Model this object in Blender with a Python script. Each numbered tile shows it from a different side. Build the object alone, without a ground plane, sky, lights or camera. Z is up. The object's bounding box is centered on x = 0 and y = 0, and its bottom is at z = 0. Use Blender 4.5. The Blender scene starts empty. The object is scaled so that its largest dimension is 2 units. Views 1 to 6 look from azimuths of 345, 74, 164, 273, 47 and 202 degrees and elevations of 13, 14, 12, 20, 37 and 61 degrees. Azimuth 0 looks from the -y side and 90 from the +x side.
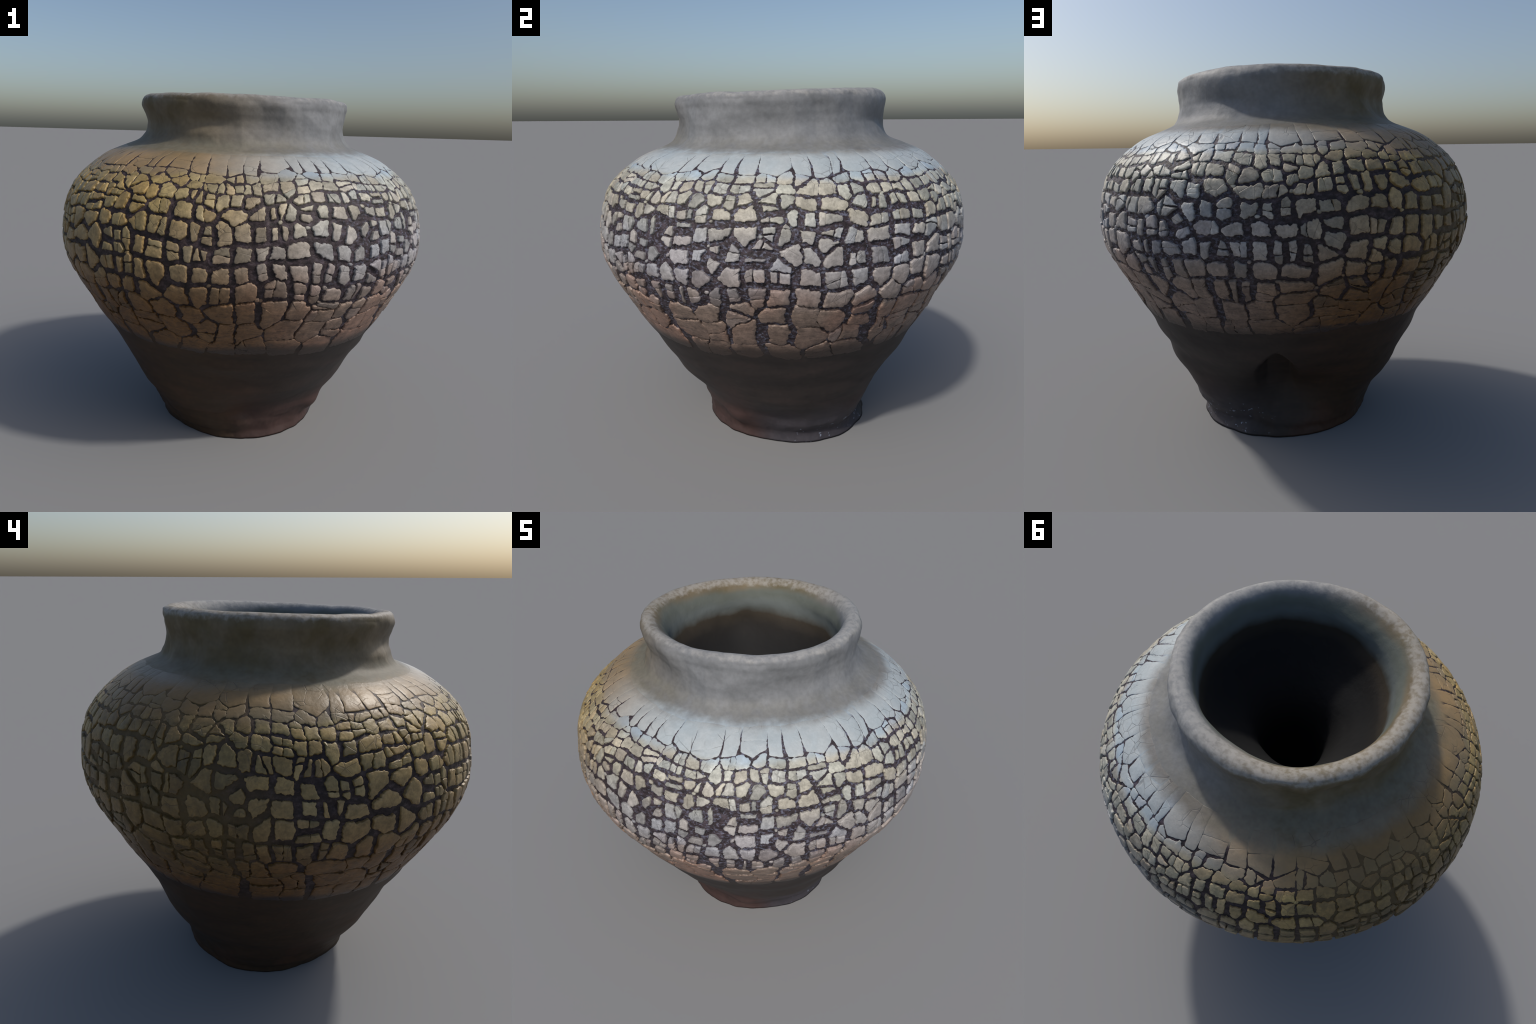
"""A thick-walled stoneware jar with a heavily crackled glaze.

The jar is a lathe profile with a slight lean, a slightly oval section and a tilted mouth.
The glaze on the belly has drawn apart into several hundred raised chips, laid out in
irregular rows that are split into columns; the dark clay shows in the gaps between them.
"""
import math
import random

import bpy
import numpy as np
from mathutils import Vector, noise

random.seed(11)
RNG = random.Random(2024)
TAU = math.tau
D2R = math.pi / 180


def smooth(a, b, x):
    t = np.clip((np.asarray(x, float) - a) / (b - a), 0, 1)
    return t * t * (3 - 2 * t)


# ------------------------------------------------------------------ profile of the jar
OUTER = [  # height, radius
    (0.000, 0.462), (0.030, 0.466), (0.080, 0.470), (0.110, 0.478), (0.140, 0.496), (0.170, 0.514),
    (0.190, 0.526), (0.220, 0.543), (0.260, 0.573), (0.320, 0.610), (0.420, 0.660), (0.520, 0.715),
    (0.620, 0.769), (0.720, 0.831), (0.820, 0.884), (0.920, 0.940), (1.020, 0.983), (1.120, 0.998),
    (1.200, 0.992), (1.270, 0.981), (1.320, 0.966), (1.360, 0.948), (1.400, 0.923), (1.440, 0.888),
    (1.490, 0.830), (1.540, 0.755), (1.580, 0.661), (1.610, 0.592), (1.640, 0.566), (1.680, 0.553),
    (1.720, 0.551), (1.760, 0.560), (1.800, 0.568), (1.820, 0.565),
]
LIP = [  # over the rim and down the inside of the neck: height, radius
    (1.834, 0.556), (1.843, 0.542), (1.847, 0.525), (1.843, 0.507), (1.832, 0.490), (1.812, 0.474),
    (1.780, 0.458), (1.740, 0.446), (1.700, 0.440), (1.660, 0.432), (1.600, 0.405), (1.520, 0.355),
    (1.440, 0.292), (1.360, 0.235), (1.280, 0.195), (1.200, 0.170), (1.000, 0.150), (0.800, 0.120), (0.620, 0.080), (0.580, 0.000),
]
LEVELS = np.array([0.0, 0.2, 0.5, 0.9, 1.3, 1.6, 1.85])
LEAN_X = np.array([0.015, -0.014, -0.008, -0.003, 0.000, 0.013, -0.008])
LEAN_Y = np.array([0.036, 0.031, 0.020, -0.014, 0.004, -0.004, -0.011])
TILT_X = np.array([-0.012, -0.026, -0.026, -0.002, -0.006, -0.008, -0.004])
TILT_Y = np.array([0.006, 0.040, 0.040, -0.005, -0.004, 0.026, 0.020])
OVAL_C = np.array([0.016, 0.034, 0.004, 0.003, -0.002, -0.001, -0.006])
OVAL_S = np.array([0.012, -0.013, -0.003, -0.003, 0.000, -0.003, 0.008])
TRI_C = np.array([0.000, 0.030, -0.005, 0.000, 0.000, -0.005, 0.010])
TRI_S = np.array([0.015, -0.013, 0.002, 0.001, 0.000, 0.010, -0.011])


# the worn, lumpy foot: mean radius by height, and its waves round the axis (cosine and sine of 1 to 5 times the angle)
FOOT_Z = np.array([0.0, 0.04, 0.08, 0.12, 0.16, 0.19, 0.22, 0.26, 0.32, 0.42, 0.52, 0.62, 0.72])
FOOT_R = np.array([0.470, 0.466, 0.479, 0.495, 0.515, 0.532, 0.550, 0.576, 0.611, 0.660, 0.716, 0.771, 0.825])
WAVE_Z = np.array([0.0, 0.06, 0.12, 0.17, 0.21, 0.27, 0.36, 0.50, 0.70])
FOOT_WAVES = np.array([
    [0.013, -0.012, 0.006, 0.004, 0.000, -0.006, -0.005, 0.001, 0.008],
    [0.037, 0.027, 0.025, 0.019, 0.019, 0.018, 0.009, 0.005, -0.006],
    [0.002, 0.003, 0.014, 0.014, 0.015, 0.019, 0.009, 0.005, -0.010],
    [0.007, 0.008, 0.006, 0.000, 0.003, -0.003, -0.008, -0.001, -0.003],
    [-0.001, 0.005, 0.012, 0.012, 0.015, 0.012, 0.005, -0.003, -0.003],
    [0.008, -0.008, -0.004, -0.007, -0.009, -0.007, 0.001, 0.002, 0.000],
    [0.001, -0.002, 0.000, -0.002, -0.004, -0.003, 0.000, -0.001, -0.004],
    [0.000, 0.002, 0.000, -0.003, -0.006, -0.007, -0.004, -0.004, -0.004],
    [0.001, 0.004, 0.003, 0.001, 0.000, -0.001, 0.001, 0.001, 0.000],
    [0.001, -0.001, 0.000, 0.000, 0.000, -0.002, -0.004, -0.002, -0.001]])


def spline(points, per):
    """Centripetal-ish Catmull-Rom through (z, r) points, `per` samples per span."""
    p = np.array(points, float)
    ext = np.vstack([2 * p[0] - p[1], p, 2 * p[-1] - p[-2]])
    out = []
    for i in range(len(p) - 1):
        a, b, c, d = ext[i:i + 4]
        tb, tc = (c - a), (d - b)
        lb, lc, l = np.linalg.norm(c - a), np.linalg.norm(d - b), np.linalg.norm(c - b)
        mb, mc = tb / lb * l, tc / lc * l
        t = np.linspace(0, 1, per, endpoint=False)[:, None]
        h = (2 * t**3 - 3 * t**2 + 1) * b + (t**3 - 2 * t**2 + t) * mb + (-2 * t**3 + 3 * t**2) * c + (t**3 - t**2) * mc
        out.append(h)
    return np.vstack([*out, p[-1:]])


def even(curve, step):
    seg = np.r_[0, np.cumsum(np.linalg.norm(np.diff(curve, axis=0), axis=1))]
    n = max(2, int(round(seg[-1] / step)))
    s = np.linspace(0, seg[-1], n + 1)
    return np.c_[np.interp(s, seg, curve[:, 0]), np.interp(s, seg, curve[:, 1])]


FINE = spline(OUTER, 24)
ARC = np.r_[0, np.cumsum(np.linalg.norm(np.diff(FINE, axis=0), axis=1))]


def radius_at(z):
    return np.interp(z, FINE[:, 0], FINE[:, 1])


def arc_of(z):
    return np.interp(z, FINE[:, 0], ARC)


def z_of_arc(s):
    return np.interp(s, ARC, FINE[:, 0])


def place(theta, z, r):
    """Lathe coordinates to space: oval and three-lobed section, lean, tilt."""
    theta, z, r = np.broadcast_arrays(np.asarray(theta, float), z, r)
    f = (1 + np.interp(z, LEVELS, OVAL_C) * np.cos(2 * theta) + np.interp(z, LEVELS, OVAL_S) * np.sin(2 * theta)
         + np.interp(z, LEVELS, TRI_C) * np.cos(3 * theta) + np.interp(z, LEVELS, TRI_S) * np.sin(3 * theta))
    x = np.interp(z, LEVELS, LEAN_X) + r * f * np.cos(theta)
    y = np.interp(z, LEVELS, LEAN_Y) + r * f * np.sin(theta)
    w = 1 - smooth(0.42, 0.62, z)
    if np.any(w > 0):
        rf = r - radius_at(z) + np.interp(z, FOOT_Z, FOOT_R)
        for k in range(5):
            rf = rf + np.interp(z, WAVE_Z, FOOT_WAVES[2 * k]) * np.cos((k + 1) * theta)
            rf = rf + np.interp(z, WAVE_Z, FOOT_WAVES[2 * k + 1]) * np.sin((k + 1) * theta)
        x = x + (rf * np.cos(theta) - x) * w
        y = y + (rf * np.sin(theta) - y) * w
    zz = z + (np.interp(z, LEVELS, TILT_X) * x + np.interp(z, LEVELS, TILT_Y) * y) * smooth(0.42, 0.62, z)
    return np.stack([x, y, zz], -1)


def skin(theta, s):
    """Point and outward normal of the glaze surface at angle theta, arc length s."""
    z, e = z_of_arc(s), 0.006
    p = place(theta, z, radius_at(z) + lumps(theta, z))
    zt, zb = z_of_arc(s + e), z_of_arc(s - e)
    du = place(theta + e, z, radius_at(z)) - place(theta - e, z, radius_at(z))
    dv = place(theta, zt, radius_at(zt)) - place(theta, zb, radius_at(zb))
    n = np.cross(du, dv)
    return p, n / np.linalg.norm(n, axis=-1, keepdims=True)


LUMPS = [  # unevenness of the outside: azimuth, its spread (degrees), height, its spread, how far out
    (28, 15, 0.22, 0.13, 0.036), (14, 18, 0.38, 0.06, 0.026), (18, 18, 0.06, 0.04, 0.020), (0, 44, 0.545, 0.070, 0.013),
    (-18, 14, 0.19, 0.07, -0.042), (-101, 11, 0.21, 0.07, -0.042), (-98, 13, 0.45, 0.06, -0.006), (-46, 9, 0.13, 0.05, 0.032), (-68, 8, 0.08, 0.04, -0.012),
    (165, 19, 0.12, 0.08, 0.034), (212, 26, 0.05, 0.05, -0.028), (236, 16, 0.18, 0.04, -0.018), (258, 8, 0.11, 0.04, 0.014),
    (240, 16, 0.38, 0.07, 0.012), (252, 12, 0.57, 0.04, 0.022), (150, 12, 0.50, 0.06, 0.012), (77, 25, 0.27, 0.14, -0.142),
    (212, 34, 1.60, 0.05, 0.018), (202, 14, 1.52, 0.04, 0.014), (100, 14, 1.64, 0.04, 0.020), (-52, 14, 1.71, 0.05, 0.024),
    (-80, 11, 1.65, 0.04, -0.004), (-74, 12, 1.56, 0.03, 0.012), (15, 12, 1.70, 0.05, 0.016), (45, 10, 1.70, 0.04, -0.015), (-124, 14, 1.66, 0.04, 0.020), (262, 9, 1.66, 0.05, 0.012),
]
INNER_LUMPS = [(60, 52, 1.34, 0.10, -0.045), (150, 22, 1.56, 0.12, 0.055), (250, 24, 1.76, 0.05, -0.016), (75, 22, 1.76, 0.05, -0.018), (240, 25, 1.40, 0.10, -0.025)]


def lumps(theta, z, table=LUMPS):
    total = 0.0
    for a, sa, h, sh, d in table:
        off = (theta - a * D2R + math.pi) % TAU - math.pi
        total = total + d * np.exp(-((off / (sa * D2R)) ** 2) - ((z - h) / sh) ** 2)
    return total


GLAZE_FOOT, GLAZE_TOP = 0.665, 1.565  # heights between which the glaze is crackled


def groove_depth(z):
    return 0.0100 * smooth(GLAZE_FOOT - 0.02, 0.80, z) * (1 - 0.65 * smooth(1.36, 1.47, z)) * (1 - smooth(1.515, 1.562, z))


def noise_at(points, scale, seed, octaves=3):
    o = Vector((seed * 7.31, seed * 3.17, seed * 1.93))
    return np.array([noise.fractal(Vector(p) * scale + o, 1.0, 2.0, octaves) for p in points])


# ------------------------------------------------------------------ materials
def new_material(name):
    m = bpy.data.materials.new(name)
    m.use_nodes = True
    t = m.node_tree
    return m, t, t.nodes["Principled BSDF"]


class Nodes:
    """Small helper for writing node trees as expressions."""

    def __init__(self, tree):
        self.t = tree
        self.tc = tree.nodes.new("ShaderNodeTexCoord")
        self.pos = self.tc.outputs["Object"]
        sep = tree.nodes.new("ShaderNodeSeparateXYZ")
        tree.links.new(self.pos, sep.inputs[0])
        self.x, self.y, self.z = sep.outputs

    def plug(self, sock, v):
        if isinstance(v, bpy.types.NodeSocket):
            self.t.links.new(v, sock)
        elif isinstance(v, (tuple, list)) and len(v) == 3 and sock.type == "RGBA":
            sock.default_value = (*v, 1)
        else:
            sock.default_value = v

    def math(self, op, a, b=0.0, clamp=False):
        n = self.t.nodes.new("ShaderNodeMath")
        n.operation, n.use_clamp = op, clamp
        self.plug(n.inputs[0], a)
        self.plug(n.inputs[1], b)
        return n.outputs[0]

    def add(self, a, b):
        return self.math("ADD", a, b)

    def mul(self, a, b):
        return self.math("MULTIPLY", a, b)

    def step(self, v, a, b, lo=0.0, hi=1.0):
        n = self.t.nodes.new("ShaderNodeMapRange")
        n.interpolation_type = "SMOOTHSTEP"
        self.plug(n.inputs["Value"], v)
        flip = a > b
        n.inputs["From Min"].default_value, n.inputs["From Max"].default_value = (b, a) if flip else (a, b)
        n.inputs["To Min"].default_value, n.inputs["To Max"].default_value = (hi, lo) if flip else (lo, hi)
        return n.outputs[0]

    def noise(self, scale, detail=4.0, rough=0.55, stretch=None, dist=0.0, seed=0.0):
        n = self.t.nodes.new("ShaderNodeTexNoise")
        m = self.t.nodes.new("ShaderNodeMapping")
        self.plug(m.inputs["Vector"], self.pos)
        m.inputs["Scale"].default_value = stretch or (1, 1, 1)
        m.inputs["Location"].default_value = (seed, seed * 0.7, -seed * 0.4)
        self.plug(n.inputs["Vector"], m.outputs[0])
        n.inputs["Scale"].default_value = scale
        n.inputs["Detail"].default_value = detail
        n.inputs["Roughness"].default_value = rough
        n.inputs["Distortion"].default_value = dist
        return n.outputs["Fac"]

    def voronoi(self, scale, feature="F1"):
        n = self.t.nodes.new("ShaderNodeTexVoronoi")
        n.feature = feature
        self.plug(n.inputs["Vector"], self.pos)
        n.inputs["Scale"].default_value = scale
        return n.outputs["Distance"]

    def mix(self, f, a, b, mode="MIX"):
        n = self.t.nodes.new("ShaderNodeMix")
        n.data_type, n.blend_type = "RGBA", mode
        self.plug(n.inputs[0], f)
        self.plug(n.inputs[6], a)
        self.plug(n.inputs[7], b)
        return n.outputs[2]

    def ramp(self, v, stops):
        n = self.t.nodes.new("ShaderNodeValToRGB")
        e = n.color_ramp.elements
        while len(e) < len(stops):
            e.new(0.5)
        for el, (p, c) in zip(e, stops):
            el.position, el.color = p, (*c, 1)
        self.plug(n.inputs[0], v)
        return n.outputs[0]

    def azimuth(self):
        return self.math("ARCTAN2", self.y, self.x)

    def sector(self, centre, half, soft):
        """1 inside a sector of azimuth (degrees), fading over `soft` degrees."""
        c, s = math.cos(centre * D2R), math.sin(centre * D2R)
        dot = self.add(self.mul(self.x, c), self.mul(self.y, s))
        length = self.math("SQRT", self.add(self.mul(self.x, self.x), self.mul(self.y, self.y)))
        co = self.math("DIVIDE", dot, self.math("MAXIMUM", length, 0.001))
        wob = self.add(co, self.mul(self.add(self.noise(3.0, 3, seed=centre * 0.1), -0.5), 0.25))
        return self.step(wob, math.cos((half + soft) * D2R), math.cos(max(half - soft, 0) * D2R))

    def bump(self, h, strength, dist, normal=None):
        n = self.t.nodes.new("ShaderNodeBump")
        n.inputs["Strength"].default_value, n.inputs["Distance"].default_value = strength, dist
        self.plug(n.inputs["Height"], h)
        if normal:
            self.plug(n.inputs["Normal"], normal)
        return n.outputs[0]


def glaze_colour(k):
    """Colour of the glazed surface by place: pinkish brown at the lower edge, cream on the belly,
    yellowish under the shoulder, milky blue on the shoulder, grey on the neck; ochre on the back-left side."""
    wob = k.add(k.noise(2.6, 3, seed=2), -0.5)
    fine = k.add(k.noise(14, 4, seed=5), -0.5)
    h = k.add(k.z, k.add(k.mul(wob, 0.10), k.mul(fine, 0.03)))
    belly = k.ramp(k.step(h, 0.62, 1.52, 0, 1), [
        (0.00, (0.105, 0.075, 0.062)), (0.07, (0.185, 0.138, 0.115)), (0.25, (0.235, 0.185, 0.155)),
        (0.42, (0.285, 0.258, 0.250)), (0.60, (0.322, 0.316, 0.326)), (0.78, (0.342, 0.342, 0.340)), (0.92, (0.390, 0.382, 0.325)), (1.00, (0.41, 0.41, 0.36))])
    # reddish patches low on the belly
    red = k.mul(k.step(k.noise(2.2, 2, seed=11), 0.50, 0.62), k.mul(k.step(k.z, 1.20, 0.95), k.sector(-40, 70, 25)))
    belly = k.mix(k.mul(red, 0.5), belly, (0.26, 0.155, 0.118))
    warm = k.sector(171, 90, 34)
    belly = k.mix(k.mul(warm, 0.85), belly, k.mix(1.0, belly, (0.80, 0.535, 0.14), "MULTIPLY"))  # warm surrounding light and back-side shade baked into this tint
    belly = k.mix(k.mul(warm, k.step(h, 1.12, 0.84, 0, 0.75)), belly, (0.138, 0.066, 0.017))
    # milky band on the shoulder, its lower edge is a line
    edge = k.add(k.z, k.add(k.mul(fine, 0.035), k.mul(wob, 0.06)))
    milk = k.mix(k.step(k.noise(9, 3, seed=7), 0.3, 0.7), (0.355, 0.425, 0.470), (0.400, 0.458, 0.492))
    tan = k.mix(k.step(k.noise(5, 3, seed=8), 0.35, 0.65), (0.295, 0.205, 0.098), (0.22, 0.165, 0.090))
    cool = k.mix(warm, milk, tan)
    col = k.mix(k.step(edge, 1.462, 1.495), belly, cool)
    # dull brown area over the chips on one side
    brown_area = k.mul(k.sector(146, 26, 14), k.step(k.z, 0.70, 0.95))
    col = k.mix(k.mul(brown_area, 0.85), col, (0.150, 0.098, 0.034))
    # grey band of the neck, mottled, brownish dust in the angle
    mott = k.noise(5, 3, seed=13, stretch=(1, 1, 1.6))
    grey = k.ramp(mott, [(0.3, (0.148, 0.154, 0.160)), (0.5, (0.178, 0.185, 0.193)), (0.68, (0.205, 0.213, 0.222))])
    grey = k.mix(k.mul(warm, 0.8), grey, k.mix(1.0, grey, (0.78, 0.55, 0.25), "MULTIPLY"))  # neck colour dimmed and yellowed for the shade on its far side
    smoke = k.mul(warm, k.step(k.noise(4.5, 4, stretch=(1, 1, 0.7), seed=91), 0.45, 0.62))
    grey = k.mix(k.mul(smoke, 0.7), grey, (0.095, 0.072, 0.030))
    dust = k.mul(k.step(k.z, 1.545, 1.575), k.step(k.z, 1.66, 1.60))
    grey = k.mix(k.mul(dust, k.mul(k.step(k.noise(18, 4, seed=17), 0.25, 0.6, 0.25, 0.75), k.add(0.4, k.mul(warm, 0.6)))), grey, (0.165, 0.155, 0.115))
    top = k.add(k.z, k.mul(fine, 0.03))
    col = k.mix(k.step(top, 1.548, 1.585), col, grey)
    # worn pale rim
    worn = k.mul(k.step(k.add(k.z, k.mul(k.add(k.noise(30, 4, seed=19), -0.5), 0.05)), 1.815, 1.84), k.step(k.noise(40, 3, seed=21), 0.3, 0.62, 0.35, 1.0))
    return k.mix(k.mul(worn, 0.55), col, (0.39, 0.38, 0.355)), warm, brown_area


def wave_edge(k):
    return k.mul(k.add(k.noise(2.4, 2, seed=43), -0.5), 0.10)


def chip_material():
    m, t, b = new_material("crackled_glaze")
    k = Nodes(t)
    col, warm, brown_area = glaze_colour(k)
    geo = t.nodes.new("ShaderNodeNewGeometry")
    rnd = geo.outputs["Random Per Island"]
    val = k.step(rnd, 0, 1, 0.76, 1.18)
    grain = k.mul(k.step(k.noise(45, 6, 0.7, seed=3), 0.30, 0.70, 0.74, 1.14), k.step(k.noise(120, 3, 0.6, seed=83), 0.3, 0.7, 0.90, 1.08))
    blot = k.step(k.noise(16, 3, seed=9), 0.35, 0.6, 0.80, 1.05)
    calm = k.mul(k.step(k.z, 1.45, 1.50), 0.75)
    v = k.mul(val, k.mul(grain, blot))
    v = k.add(k.mul(v, k.add(1.0, k.mul(calm, -1.0))), calm)
    comb = t.nodes.new("ShaderNodeCombineXYZ")
    for i in range(3):
        k.plug(comb.inputs[i], v)
    col = k.mix(1.0, col, comb.outputs[0], "MULTIPLY")
    tint = k.ramp(k.math("FRACT", k.mul(rnd, 17.3)), [(0.0, (1.04, 0.97, 0.91)), (0.4, (1.0, 1.0, 0.98)), (0.7, (0.95, 0.99, 1.05)), (1.0, (1.04, 0.96, 0.94))])
    col = k.mix(1.0, col, tint, "MULTIPLY")
    # fine level cracks, mostly in the large lower chips
    lines = k.noise(9, 5, 0.6, stretch=(1, 1, 7), dist=0.6, seed=31)
    hair = k.math("ABSOLUTE", k.add(lines, -0.5))
    hair = k.mul(k.step(hair, 0.014, 0.002), k.step(k.z, 1.02, 0.86))
    net = k.mul(k.step(k.voronoi(15, "DISTANCE_TO_EDGE"), 0.03, 0.008), k.step(k.noise(5, 2, seed=33), 0.5, 0.62))
    net = k.mul(net, k.step(k.z, 0.9, 1.0))
    hair = k.math("MAXIMUM", k.mul(hair, 0.8), k.mul(net, 0.45))
    col = k.mix(k.mul(hair, 0.7), col, (0.05, 0.035, 0.03))
    # lower edge of the glaze runs out into the clay
    low = k.add(k.z, k.add(k.mul(k.add(k.noise(9, 4, seed=41), -0.5), 0.06), k.mul(wave_edge(k), 1.0)))
    col = k.mix(k.step(low, 0.725, 0.675), col, (0.046, 0.032, 0.026))
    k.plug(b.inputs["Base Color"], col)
    b.inputs["Roughness"].default_value = 0.45
    b.inputs["Specular IOR Level"].default_value = 0.40
    hgt = k.add(k.mul(k.noise(60, 5, seed=4), 0.5), k.add(k.mul(k.noise(20, 3, seed=6), 0.8), k.mul(hair, -1.2)))
    k.plug(b.inputs["Normal"], k.bump(hgt, 0.6, 0.004))
    return m


def wob_of(k):
    return k.add(k.noise(3.0, 3, seed=81), -0.5)


def body_material():
    m, t, b = new_material("stoneware_body")
    k = Nodes(t)
    col, warm, brown_area = glaze_colour(k)
    # bare clay of the lower body
    wheel = k.noise(5, 4, stretch=(1, 1, 5), seed=51)
    clay = k.ramp(wheel, [(0.3, (0.022, 0.018, 0.017)), (0.55, (0.029, 0.023, 0.021)), (0.75, (0.038, 0.027, 0.025))])
    rust = k.mul(k.step(k.noise(2.3, 3, seed=53), 0.45, 0.62), k.step(k.z, 0.55, 0.15))
    clay = k.mix(k.mul(rust, 0.6), clay, (0.048, 0.028, 0.026))
    clay = k.mix(k.mul(warm, 0.9), clay, k.mix(1.0, clay, (1.70, 1.20, 0.62), "MULTIPLY"))
    red = k.mul(k.sector(-66, 36, 12), k.step(k.z, 0.30, 0.16))
    clay = k.mix(k.mul(red, 0.75), clay, (0.052, 0.029, 0.026))
    slate = k.mul(k.sector(12, 40, 12), k.step(k.add(k.z, k.mul(wob_of(k), 0.2)), 0.34, 0.12))
    clay = k.mix(k.mul(slate, 0.75), clay, (0.040, 0.040, 0.050))
    spk = k.mul(k.step(k.noise(34, 2, stretch=(1, 1, 1.6), seed=55), 0.66, 0.70), k.mul(k.step(k.z, 0.20, 0.10), k.sector(25, 32, 12)))  # blue glint along the foot's edge, drawn as pale flecks of colour
    clay = k.mix(k.mul(spk, 0.8), clay, (0.22, 0.25, 0.32))
    # dark clay between the chips, with bluish sky glints painted on as pale specks
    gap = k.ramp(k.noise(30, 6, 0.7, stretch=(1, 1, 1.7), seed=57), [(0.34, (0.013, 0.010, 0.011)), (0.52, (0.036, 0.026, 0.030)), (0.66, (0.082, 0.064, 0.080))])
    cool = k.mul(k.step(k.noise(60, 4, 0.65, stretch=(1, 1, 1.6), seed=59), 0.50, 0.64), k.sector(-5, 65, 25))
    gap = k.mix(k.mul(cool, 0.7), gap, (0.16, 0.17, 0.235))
    gap = k.mix(k.mul(warm, 0.55), gap, k.mix(1.0, gap, (1.05, 0.85, 0.55), "MULTIPLY"))
    gap = k.mix(k.mul(brown_area, 0.9), gap, (0.095, 0.062, 0.022))
    low = k.step(k.z, 0.66, 0.78)
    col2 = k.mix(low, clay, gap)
    col = k.mix(k.step(k.add(k.z, k.mul(k.add(k.noise(20, 3, seed=61), -0.5), 0.02)), 1.545, 1.563), col2, col)
    grain = k.step(k.noise(45, 5, seed=63), 0.25, 0.75, 0.90, 1.10)
    comb = t.nodes.new("ShaderNodeCombineXYZ")
    for i in range(3):
        k.plug(comb.inputs[i], grain)
    col = k.mix(1.0, col, comb.outputs[0], "MULTIPLY")
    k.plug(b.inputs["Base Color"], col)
    b.inputs["Roughness"].default_value = 0.6
    b.inputs["Specular IOR Level"].default_value = 0.3
    rough = k.mul(k.step(k.z, 0.66, 0.8), k.step(k.z, 1.5, 1.42))
    hgt = k.add(k.mul(k.noise(55, 5, seed=64), k.add(k.mul(rough, 1.4), 0.35)), k.mul(k.noise(16, 3, seed=66), 0.5))
    k.plug(b.inputs["Normal"], k.bump(hgt, 0.6, 0.005))
    return m


def lining_material():
    m, t, b = new_material("dark_lining")
    k = Nodes(t)
    col, warm, brown_area = glaze_colour(k)
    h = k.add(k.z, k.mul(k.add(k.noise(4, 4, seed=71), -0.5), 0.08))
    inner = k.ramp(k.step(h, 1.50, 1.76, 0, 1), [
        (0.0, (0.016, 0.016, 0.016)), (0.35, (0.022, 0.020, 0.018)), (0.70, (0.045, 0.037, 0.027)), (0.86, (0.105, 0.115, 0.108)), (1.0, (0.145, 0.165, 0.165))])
    wall = k.mix(k.noise(9, 4, seed=75), (0.088, 0.097, 0.080), (0.140, 0.152, 0.136))  # mouth's inner wall darkened in colour for the shadow inside it
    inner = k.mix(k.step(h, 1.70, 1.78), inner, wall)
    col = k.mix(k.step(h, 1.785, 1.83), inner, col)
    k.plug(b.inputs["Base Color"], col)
    b.inputs["Roughness"].default_value = 0.75
    b.inputs["Specular IOR Level"].default_value = 0.15
    k.plug(b.inputs["Normal"], k.bump(k.noise(25, 5, seed=73), 0.5, 0.005))
    return m


CHIP, BODY, LINING = chip_material(), body_material(), lining_material()


# ------------------------------------------------------------------ the jar as one lathe surface
SEG = 640


def facets(theta, z, across, up, seed):
    """Flat hand-worked facets: random heights on a triangular lattice, joined by planes."""
    u, v = theta / TAU * across, z / up + np.zeros_like(theta)
    iv = np.floor(v)
    fv = v - iv

    def value(a, b):
        return np.array([noise.cell(Vector((p % across * 1.7 + 0.3, q * 2.3 + 0.4, seed))) for p, q in zip(a, b)])

    iu = np.floor(u)
    fu = u - iu
    a, b, c, d = value(iu, iv), value(iu + 1, iv), value(iu, iv + 1), value(iu + 1, iv + 1)
    low = a + (b - a) * fu + (c - a) * fv
    high = d + (c - d) * (1 - fu) + (b - d) * (1 - fv)
    return np.where(fu + fv < 1, low, high)


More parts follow.
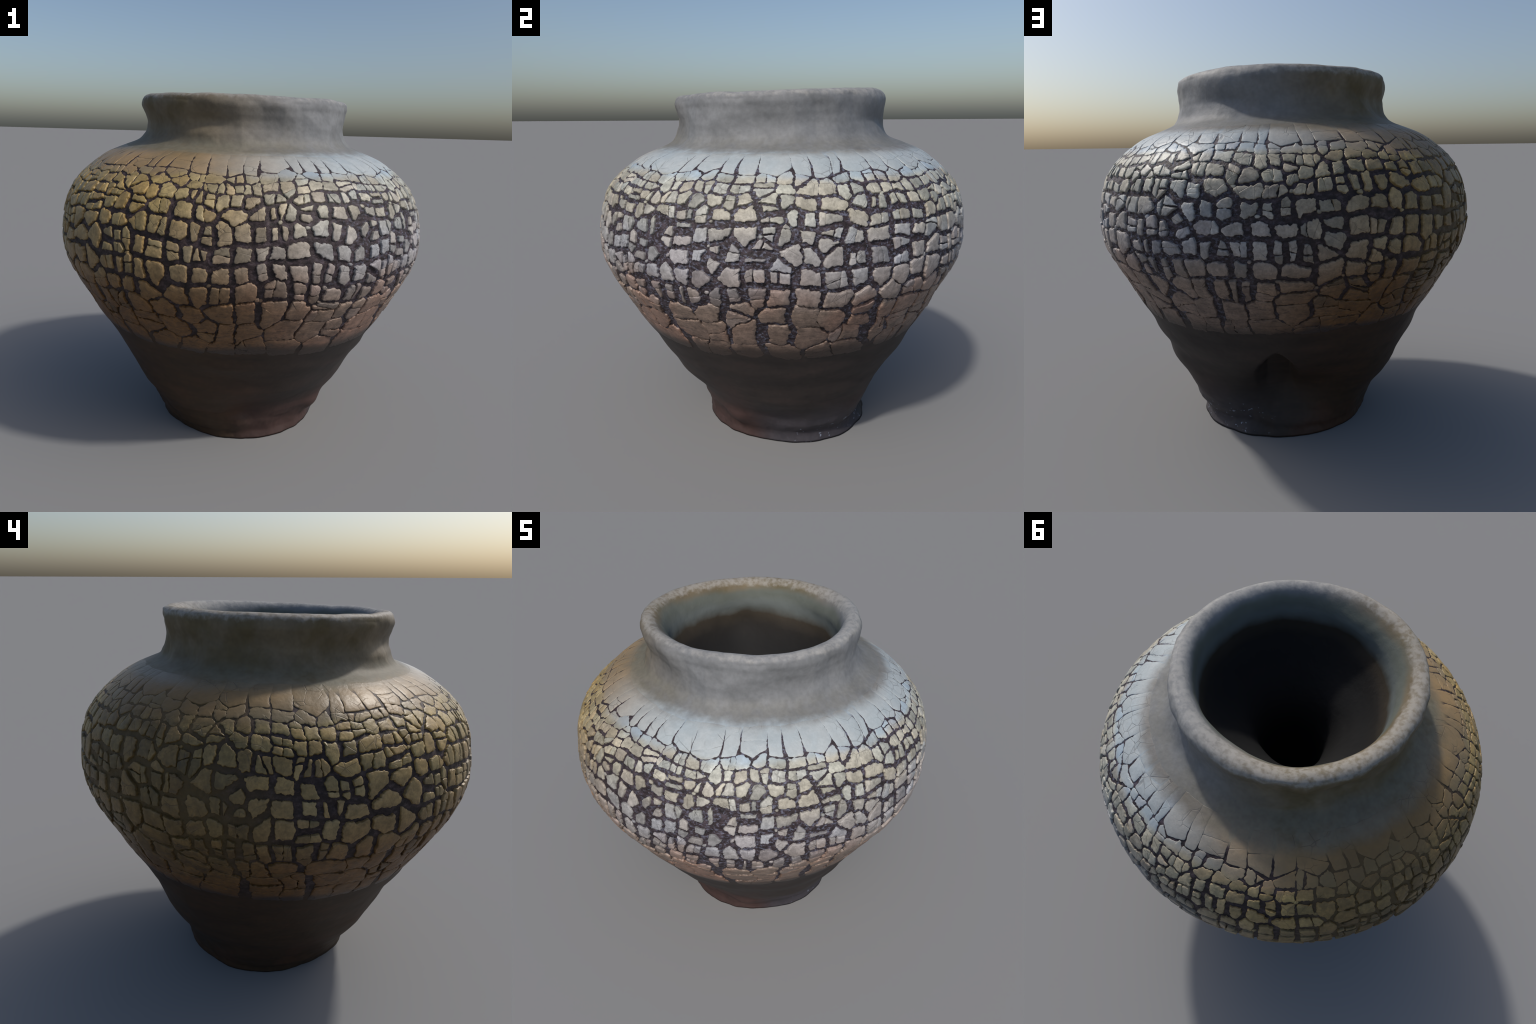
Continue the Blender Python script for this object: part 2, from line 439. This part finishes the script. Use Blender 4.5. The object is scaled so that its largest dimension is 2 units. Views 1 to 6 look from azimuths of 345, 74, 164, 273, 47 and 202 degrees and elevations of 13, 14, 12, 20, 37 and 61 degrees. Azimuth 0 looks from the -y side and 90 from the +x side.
def build_body():
    outer = even(np.array(FINE), 0.009)
    lip = spline([OUTER[-1], *LIP], 10)
    inner = even(lip, 0.014)[1:]
    under = np.array([(0.012, 0.0), (0.012, 0.12), (0.012, 0.24), (0.012, 0.34), (0.008, 0.39), (0.000, 0.41), (0.0, 0.435)])
    rings = np.vstack([under, outer, inner])
    kinds = [0] * len(under) + [1] * len(outer) + [2] * len(inner)
    th = np.arange(SEG) / SEG * TAU
    verts = []
    for (z, r), kind in zip(rings, kinds):
        rr = np.full(SEG, max(r, 0.0008))
        zz = np.full(SEG, z)
        if kind == 1:
            rr = rr - groove_depth(z) + lumps(th, z)
        elif kind == 2 and r > 0.02:
            rr = np.maximum(rr + lumps(th, z, INNER_LUMPS), 0.02)
            zz = zz + 0.0
        circle = np.c_[np.cos(th) * rr, np.sin(th) * rr, zz]
        if kind == 1 or (kind == 2 and z > 1.4):
            big = noise_at(circle, 4.0, 3, 3)
            rr = rr + big * 0.0035
            if 0.66 < z < 1.5 and kind == 1:
                rr = rr + noise_at(circle, 30.0, 5, 4) * 0.0045 * smooth(0.66, 0.78, z) * (1 - smooth(1.44, 1.5, z))
            if kind == 1 and (z > 1.57 or z < 0.68):
                amount = 0.010 * smooth(1.57, 1.64, z) + 0.0035 * (1 - smooth(0.60, 0.68, z))
                rr = rr + (facets(th, z, 34, 0.085, 4.0) - 0.3) * amount
            if z > 1.58:
                zz = zz + 0.010 * np.exp(-(((th - 40 * D2R + math.pi) % TAU - math.pi) / (35 * D2R)) ** 2) * smooth(1.76, 1.84, z)
                zz = zz + noise_at(circle, 7.0, 8, 3) * 0.0035 * smooth(1.74, 1.83, z)
                rr = rr + noise_at(circle, 11.0, 9, 2) * 0.0025
                rr = rr + np.array([noise.noise(Vector((q * 2.0, p * 2.0, z * 34.0))) for q, p in circle[:, :2]]) * 0.0022 * smooth(1.60, 1.65, z)
        if kind == 1 and z < 0.20:  # worn, chipped foot
            rr = rr + noise_at(circle, 9.0, 12, 3) * 0.007 * (1 - smooth(0.12, 0.20, z))
        if kind == 1 and 0.04 < z < 0.62:  # a deep arched hole low on the back
            off = (th - 70 * D2R + math.pi) % TAU - math.pi
            x = off * r
            arch = 0.548 - np.abs(x) * 0.35 - 7.0 * x * x
            hole = smooth(0.0, 0.03, arch - z) * smooth(0.22, 0.50, z) * (1 - smooth(0.07, 0.14, np.abs(x)))
            rr = rr - 0.13 * hole
        verts.append(place(th, zz, rr))
    v = np.concatenate(verts)
    v[:, 2] -= v[:, 2].min()
    n = len(rings)
    i = np.arange(SEG)
    j = (i + 1) % SEG
    faces = np.concatenate([np.c_[a * SEG + i, a * SEG + j, (a + 1) * SEG + j, (a + 1) * SEG + i] for a in range(n - 1)])
    height = np.repeat([rings[a:a + 2, 0].mean() for a in range(n - 1)], SEG)
    kind = np.repeat(kinds[:-1], SEG)
    return v, faces, height, kind


def vertex_normals(v, f):
    fn = np.cross(v[f[:, 2]] - v[f[:, 0]], v[f[:, 3]] - v[f[:, 1]])
    vn = np.zeros_like(v)
    for c in range(4):
        np.add.at(vn, f[:, c], fn)
    return vn / np.maximum(np.linalg.norm(vn, axis=1, keepdims=True), 1e-12)


def link(name, mesh, parent, mat):
    o = bpy.data.objects.new(name, mesh)
    bpy.context.scene.collection.objects.link(o)
    o.parent = parent
    mesh.materials.append(mat)
    return o


jar = bpy.data.objects.new("crackle_glazed_jar", None)
bpy.context.scene.collection.objects.link(jar)
jar["label"] = "round stoneware jar with cracked cream glaze and dark foot"
jar["category"] = "jar"

V, F, HEIGHT, KIND = build_body()
VN = vertex_normals(V, F)


def region(name, mask, mat):
    f = F[mask]
    used, inv = np.unique(f, return_inverse=True)
    mesh = bpy.data.meshes.new(name)
    mesh.from_pydata(V[used].tolist(), [], inv.reshape(-1, 4).tolist())
    mesh.polygons.foreach_set("use_smooth", np.ones(len(f), bool))
    mesh.normals_split_custom_set_from_vertices(VN[used].tolist())
    return link(name, mesh, jar, mat)


OUT = KIND <= 1
region("foot", OUT & (HEIGHT < 0.175), BODY)
region("lower_body", OUT & (HEIGHT >= 0.175) & (HEIGHT < GLAZE_FOOT), BODY)
belly = region("belly", OUT & (HEIGHT >= GLAZE_FOOT) & (HEIGHT < 1.49), BODY)
region("shoulder", OUT & (HEIGHT >= 1.49) & (HEIGHT < 1.61), BODY)
region("neck", OUT & (HEIGHT >= 1.61) & (HEIGHT < 1.79), BODY)
CREST = max(z for z, r in LIP)
over = np.cumsum(np.where(HEIGHT >= CREST - 0.0035, 1, 0)) > 0  # from the crest of the lip inwards
region("rim", (HEIGHT >= 1.79) & (OUT | ~over), BODY)
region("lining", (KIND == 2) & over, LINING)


# ------------------------------------------------------------------ chips of glaze
def clip(poly, gaps):
    """Move each edge of a convex polygon inwards by its own gap (polygon is counter-clockwise)."""
    out = list(poly)
    n = len(poly)
    for e in range(n):
        a, b = poly[e], poly[(e + 1) % n]
        d = b - a
        l = np.hypot(*d)
        if l < 1e-6:
            continue
        nrm = np.array([-d[1], d[0]]) / l
        o = a + nrm * gaps[e]
        cut = []
        for i in range(len(out)):
            p, q = out[i], out[(i + 1) % len(out)]
            dp, dq = np.dot(p - o, nrm), np.dot(q - o, nrm)
            if dp >= 0:
                cut.append(p)
            if (dp >= 0) != (dq >= 0):
                cut.append(p + (q - p) * dp / (dp - dq))
        out = cut
        if len(out) < 3:
            return None
    return out


def area_of(p):
    p = np.array(p)
    x, y = p[:, 0], p[:, 1]
    return 0.5 * np.sum(x * np.roll(y, -1) - y * np.roll(x, -1))


def cut_in_two(poly, angle, offset, gap):
    """Split a polygon by a line; both halves step back from it."""
    c = np.mean(poly, axis=0)
    nrm = np.array([math.cos(angle), math.sin(angle)])
    halves = []
    for sgn in (1, -1):
        o = c + nrm * (offset + sgn * gap / 2)
        m = nrm * sgn
        cut = []
        for i in range(len(poly)):
            p, q = poly[i], poly[(i + 1) % len(poly)]
            dp, dq = np.dot(p - o, m), np.dot(q - o, m)
            if dp >= 0:
                cut.append(p)
            if (dp >= 0) != (dq >= 0):
                cut.append(p + (q - p) * dp / (dp - dq))
        if len(cut) >= 3:
            halves.append(cut)
    return halves


def soften(poly, amount):
    out = []
    n = len(poly)
    for i in range(n):
        p, q, r = poly[i - 1], poly[i], poly[(i + 1) % n]
        la, lb = np.hypot(*(p - q)), np.hypot(*(r - q))
        a, b = min(amount, la * 0.35) / max(la, 1e-6), min(amount, lb * 0.35) / max(lb, 1e-6)
        out += [q + (p - q) * a, q + (p - q) * a * 0.3 + (r - q) * b * 0.3, q + (r - q) * b]
    return out


def resample(poly, step):
    p = np.array(poly)
    p = np.vstack([p, p[:1]])
    s = np.r_[0, np.cumsum(np.hypot(*np.diff(p, axis=0).T))]
    n = max(10, int(s[-1] / step))
    t = np.arange(n) / n * s[-1]
    return np.c_[np.interp(t, s, p[:, 0]), np.interp(t, s, p[:, 1])]


def vnoise(x, y, scale, seed):
    return noise.fractal(Vector((x * scale, y * scale, seed)), 1.0, 2.0, 3)


chips = []  # (area, vertices, faces)


def warp(p, tc, sc, rc):
    """Bend the crack pattern: no row or column of the glaze runs true."""
    out = []
    for x, y in p:
        a, s = tc + x / rc, sc + y
        q = Vector((math.cos(a), math.sin(a), s))
        dx = dy = 0.0
        for f, am in ((2.4, 0.030), (6.0, 0.017), (15.0, 0.0055)):
            dx += am * noise.noise(q * f + Vector((3.1, 7.7, 1.3)))
            dy += am * noise.noise(q * f + Vector((9.4, 2.2, 5.8)))
        dx *= 1.0 + 1.3 * float(1 - smooth(0.76, 1.0, z_of_arc(s)))
        hold = float(smooth(0, 0.07, s - S0) * smooth(0, 0.10, S1 + 0.16 - s))
        out.append((x + dx, y + dy * (0.25 + 0.75 * hold)))
    return np.array(out)


def make_chip(outline, tc, sc, rc, ragged, taper_top=False, lift=0.0):
    """Raise one chip: outline in metres around the point (angle tc, arc sc) of the skin."""
    if outline is None or len(outline) < 3 or area_of(outline) < 1.6e-4:
        return
    a = area_of(outline)
    size = math.sqrt(a)
    p = warp(resample(soften(outline, min(0.005, size * 0.08)), 0.0042), tc, sc, rc)
    n = len(p)
    d = np.roll(p, -1, 0) - np.roll(p, 1, 0)
    nr = np.c_[d[:, 1], -d[:, 0]] / np.maximum(np.hypot(*d.T), 1e-9)[:, None]
    seed = RNG.uniform(0, 900)
    wob = np.array([vnoise(x, y, 22, seed) + 0.8 * vnoise(x, y, 62, seed + 5) + 0.4 * vnoise(x, y, 130, seed + 9) for x, y in p])
    p = p + nr * (wob * ragged * min(1.0, size / 0.06))[:, None]
    c = p.mean(0)
    rad = math.sqrt(a / math.pi)
    s_here = sc + p[:, 1]
    deep = groove_depth(z_of_arc(s_here)) + 0.004
    tilt = np.array([RNG.gauss(0, 0.026), RNG.gauss(0, 0.026)])
    base = RNG.gauss(0, 0.0009) + lift
    flat = 1.0 if not taper_top else 0.25

    def ring(inset, h, noisy):
        q = c + (p - c) * max(0.05, 1 - inset / rad)
        hh = h + np.zeros(n)
        if noisy:
            rel = smooth(0, 0.009, deep - 0.004)
            lump = np.array([vnoise(x, y, 22, seed + 11) for x, y in q]) * 0.0020 * noisy
            hh = hh + (base + (q - c) @ tilt * flat + lump) * rel
        return q, hh

    layers = [(-0.0020, None, 0), (-0.0006, -0.0034, 0.9), (0.0005, -0.0005, 1), (0.0018, 0.0002, 1), (rad * 0.32, 0.0008, 1), (rad * 0.66, 0.0010, 1)]
    pts, hs = [], []
    for inset, h, noisy in layers:
        q, hh = ring(inset, 0.0 if h is None else h, noisy)
        if h is None:
            hh = -deep
        elif h < 0:
            hh = hh - h + h * smooth(0.002, 0.012, deep - 0.004)
        pts.append(q)
        hs.append(hh)
    q = np.concatenate([*pts, c[None]])
    hh = np.concatenate([*hs, [hs[-1].mean()]])
    theta = tc + q[:, 0] / rc
    pos, nrm = skin(theta, sc + q[:, 1])
    pos = pos + nrm * hh[:, None]
    pos[:, 2] -= SINK
    faces = []
    L = len(layers)
    for l in range(L - 1):
        for i in range(n):
            j = (i + 1) % n
            faces.append((l * n + i, l * n + j, (l + 1) * n + j, (l + 1) * n + i))
    faces += [((L - 1) * n + i, (L - 1) * n + (i + 1) % n, L * n) for i in range(n)]
    chips.append((a, pos, faces))


SINK = 0.0
ROWS = [0.100, 0.135, 0.112, 0.100, 0.094, 0.092, 0.090, 0.082, 0.072, 0.062, 0.056]
S0, S1 = float(arc_of(GLAZE_FOOT)), float(arc_of(1.503))
ROWS = np.array(ROWS) * (S1 - S0) / sum(ROWS)
LEVEL = [S0, *(S0 + np.cumsum(ROWS))]
COUNT = 720  # samples for the row lines


def edge_line(k, a):
    """The first and last rows end on a wavering line."""
    q = Vector((math.cos(a) * 2.2, math.sin(a) * 2.2, k * 4.7))
    r = Vector((math.cos(a) * 8.0, math.sin(a) * 8.0, k * 9.1))
    return LEVEL[k] + 0.018 * noise.noise(q) + 0.011 * noise.noise(r)


def line_at(k, a):
    return float(edge_line(k, a))


def gap_at(z, theta, steep):
    """Width of the opening between two plates; steep is 1 for an upright gap, 0 for a level one."""
    east = 0.5 + 0.5 * math.cos(theta + 0.1)
    wide = np.interp(z, [0.66, 0.74, 0.86, 1.0, 1.15, 1.28, 1.36, 1.42, 1.48, 1.56],
                     [0.022, 0.028, 0.029, 0.028, 0.029, 0.026, 0.020, 0.015, 0.010, 0.005])
    level = wide * np.interp(z, [0.66, 0.80, 0.92, 1.05], [0.20, 0.30, 0.72, 1.0])
    wide = steep * wide + (1 - steep) * level
    wide *= 0.86 + 0.24 * east
    q = Vector((math.cos(theta), math.sin(theta), z)) * 3.3
    wide *= 1.0 + 0.35 * noise.noise(q)
    if z < 0.9:
        return float(wide) * RNG.choice((0.5, 0.75, 0.95, 1.15, 1.4))
    return float(wide) * RNG.choice((0.55, 0.8, 0.95, 1.0, 1.15, 1.45))


# one site per plate: jittered rows, columns that partly carry on from row to row
sites, prev = [], []
for k in range(len(LEVEL) - 1):
    sm = 0.5 * (LEVEL[k] + LEVEL[k + 1])
    tall = LEVEL[k + 1] - LEVEL[k]
    zm = float(z_of_arc(sm))
    rc = float(radius_at(zm))
    pitch = float(np.interp(zm, [0.68, 0.8, 0.95, 1.1, 1.3, 1.48], [0.145, 0.130, 0.104, 0.094, 0.088, 0.074]))
    a, row = RNG.uniform(0, 0.1), []
    end = a + TAU - 0.45 * pitch / rc
    while a < end:
        row.append(a)
        w = pitch * math.exp(RNG.gauss(0, 0.24)) / rc
        near = [q for q in prev if abs((q - (a + w) + math.pi) % TAU - math.pi) < 0.47 * pitch / rc]
        if near and RNG.random() < 0.93:
            q = min(near, key=lambda q: abs((q - (a + w) + math.pi) % TAU - math.pi))
            w += (q - (a + w) + math.pi) % TAU - math.pi
        a += max(w, 0.5 * pitch / rc)
    prev = row
    for a in row:
        y = sm + RNG.gauss(0, 0.05) * tall
        u = RNG.random()
        if 0.88 < zm < 1.46 and u < 0.18:  # two small plates in place of one
            if RNG.random() < 0.55:
                sites += [(a, y - 0.24 * tall), (a + RNG.gauss(0, 0.1) * pitch / rc, y + 0.24 * tall)]
            else:
                sites += [(a - 0.23 * pitch / rc, y), (a + 0.23 * pitch / rc, y + RNG.gauss(0, 0.1) * tall)]
        elif u > 0.05:
            sites.append((a, y))
belly_count = len(sites)

# the shoulder: long panels whose cracks close towards the neck
SB, ST = LEVEL[-1] - 0.06, float(arc_of(1.580))
top_row = LEVEL[-1] - LEVEL[-2]
shoulder_z = float(z_of_arc(0.5 * (LEVEL[-1] + ST)))
shoulder_r = float(radius_at(shoulder_z))
prev = sorted(q % TAU for q in prev)
prev = [0.5 * (p + q) for p, q in zip(prev[:-1], prev[1:])]
a, panels = 0.02, []
while a < 0.02 + TAU - 0.05:
    panels.append(a)
    near = [q for q in prev if 0.045 < (q - a) * shoulder_r < 0.14]
    a = RNG.choice(near) if near and RNG.random() < 0.85 else a + 0.088 * math.exp(RNG.gauss(0, 0.30)) / shoulder_r
panels.append(0.02 + TAU)
for a0, a1 in zip(panels[:-1], panels[1:]):
    sites.append((0.5 * (a0 + a1), LEVEL[-1] + top_row * RNG.uniform(0.4, 0.8)))
SITE = np.array(sites)
PAIR = {}
for i, (tc, sm) in enumerate(sites[:belly_count]):
    zm = float(z_of_arc(sm))
    rc = float(radius_at(zm))
    dx = ((SITE[:, 0] - tc + math.pi) % TAU - math.pi) * rc
    dy = SITE[:, 1] - sm
    near = np.nonzero((np.abs(dx) < 0.36) & (np.abs(dy) < 0.30))[0]
    near = near[np.argsort(np.hypot(dx[near], dy[near]))][1:28]
    low, high = edge_line(0, tc) - sm, 0.15
    cell = [np.array(q) for q in ((-0.15, max(low, -0.15)), (0.15, max(low, -0.15)), (0.15, min(high, 0.15)), (-0.15, min(high, 0.15)))]
    if min(high, 0.15) - max(low, -0.15) < 0.02:
        continue
    bits = [0]
    for j in near:
        key = (min(i, j), max(i, j))
        d = np.array([dx[j], dy[j]])
        l = np.hypot(*d)
        steep = abs(d[0]) / l
        if key not in PAIR:
            PAIR[key] = gap_at(zm, tc, steep * steep)
            if zm < 0.98 and steep > 0.75:
                run = noise.cell(Vector(((tc + dx[j] / 2 / rc) % TAU * 9.0, 0.5, 7.5)))
                PAIR[key] *= 0.72 + 0.95 * run
        m = -d / l
        o = d / 2 + m * PAIR[key] / 2
        cut = []
        for q in range(len(cell)):
            p, r = cell[q], cell[(q + 1) % len(cell)]
            dp, dq = np.dot(p - o, m), np.dot(r - o, m)
            if dp >= 0:
                cut.append(p)
            if (dp >= 0) != (dq >= 0):
                cut.append(p + (r - p) * dp / (dp - dq))
        cell = cut
        if len(cell) < 3:
            break
    if len(cell) < 3 or area_of(cell) < 2e-4:
        continue
    big = area_of(cell)
    hair = RNG.choice((0.003, 0.004, 0.006, 0.009))
    w, h = np.ptp([q[0] for q in cell]), np.ptp([q[1] for q in cell])
    pieces = [cell]

    def slender(q):
        return min(np.ptp([p[0] for p in q]), np.ptp([p[1] for p in q])) < 0.021 or area_of(q) < 5e-4

    if (w > 1.7 * h or h > 1.7 * w or RNG.random() < 0.24) and big > 0.0018:
        level = h > 1.15 * w or (zm < 0.95 and RNG.random() < 0.75) or (w < 1.15 * h and RNG.random() < 0.5)
        ang = (math.pi / 2 if level else 0.0) + RNG.gauss(0, 0.14)
        pieces = cut_in_two(cell, ang, RNG.uniform(-0.18, 0.18) * (h if level else w), hair)
        if big > 0.005 and RNG.random() < 0.45:
            q = pieces.pop(RNG.randrange(len(pieces)))
            pieces += cut_in_two(q, (0.0 if level else math.pi / 2) + RNG.gauss(0, 0.15), 0.0, hair)
        if any(slender(q) for q in pieces):
            pieces = [cell]
    for q in pieces:
        make_chip(q, tc, sm, rc, 0.0066)
    # crumbs left in the wide gaps
    if 0.90 < zm < 1.42 and RNG.random() < 0.20:
        e = RNG.uniform(0.006, 0.012)
        at = cell[RNG.randrange(len(cell))] * 1.25
        make_chip([at + e * RNG.uniform(0.7, 1.2) * np.array([math.cos(t), math.sin(t) * 0.8]) for t in np.arange(6) / 6 * TAU], tc, sm, rc, 0.003, lift=-0.004)

for i, (a0, a1) in enumerate(zip(panels[:-1], panels[1:])):
    tc, sm, rc = sites[belly_count + i][0], 0.5 * (LEVEL[-1] + ST), shoulder_r
    g0, g1 = (RNG.choice((0.003, 0.006, 0.009, 0.012, 0.015)) for _ in range(2))
    l, r, b, t = (a0 - tc) * rc, (a1 - tc) * rc, SB - sm, ST - sm
    panel = [np.array(q) for q in ((l + g0, b), (r - g1, b), (r - 0.0002, RNG.uniform(0.3, 0.99) * t), (r - 0.0002, t),
                                   (l + 0.0002, t), (l + 0.0002, RNG.uniform(0.3, 0.99) * t))]
    at = np.array([0.0, sites[belly_count + i][1] - sm])
    dx = ((SITE[:belly_count, 0] - tc + math.pi) % TAU - math.pi) * rc
    dy = SITE[:belly_count, 1] - sm
    for j in np.nonzero((np.abs(dx) < 0.2) & (dy > -0.25))[0]:
        d = np.array([dx[j], dy[j]]) - at
        m = -d / np.hypot(*d)
        o = at + d / 2 + m * PAIR.get((j, belly_count + i), 0.008) / 2
        cut = []
        for q in range(len(panel)):
            p, e = panel[q], panel[(q + 1) % len(panel)]
            dp, dq = np.dot(p - o, m), np.dot(e - o, m)
            if dp >= 0:
                cut.append(p)
            if (dp >= 0) != (dq >= 0):
                cut.append(p + (e - p) * dp / (dp - dq))
        panel = cut
        if len(panel) < 3:
            break
    if len(panel) < 3:
        continue
    pieces = [panel]
    if RNG.random() < 0.35:
        pieces = cut_in_two(panel, math.pi / 2 + RNG.gauss(0, 0.12), RNG.uniform(-0.03, 0.01), RNG.choice((0.001, 0.002, 0.004)))
    for q in pieces:
        make_chip(q, tc, sm, rc, 0.0022, taper_top=True)


def chip_mesh(name, items):
    vs, fs, off = [], [], 0
    for _, p, f in items:
        vs.append(p)
        fs += [tuple(off + i for i in g) for g in f]
        off += len(p)
    mesh = bpy.data.meshes.new(name)
    mesh.from_pydata(np.concatenate(vs).tolist(), [], fs)
    mesh.polygons.foreach_set("use_smooth", np.ones(len(fs), bool))
    return mesh


chips.sort(key=lambda c: -c[0])
for c in chips[:300]:
    link("glaze_chip", chip_mesh("glaze_chip", [c]), belly, CHIP)
rest = link("small_glaze_chips", chip_mesh("small_glaze_chips", chips[300:]), belly, CHIP)
rest["kind"] = "stuff"
print("chips", len(chips))
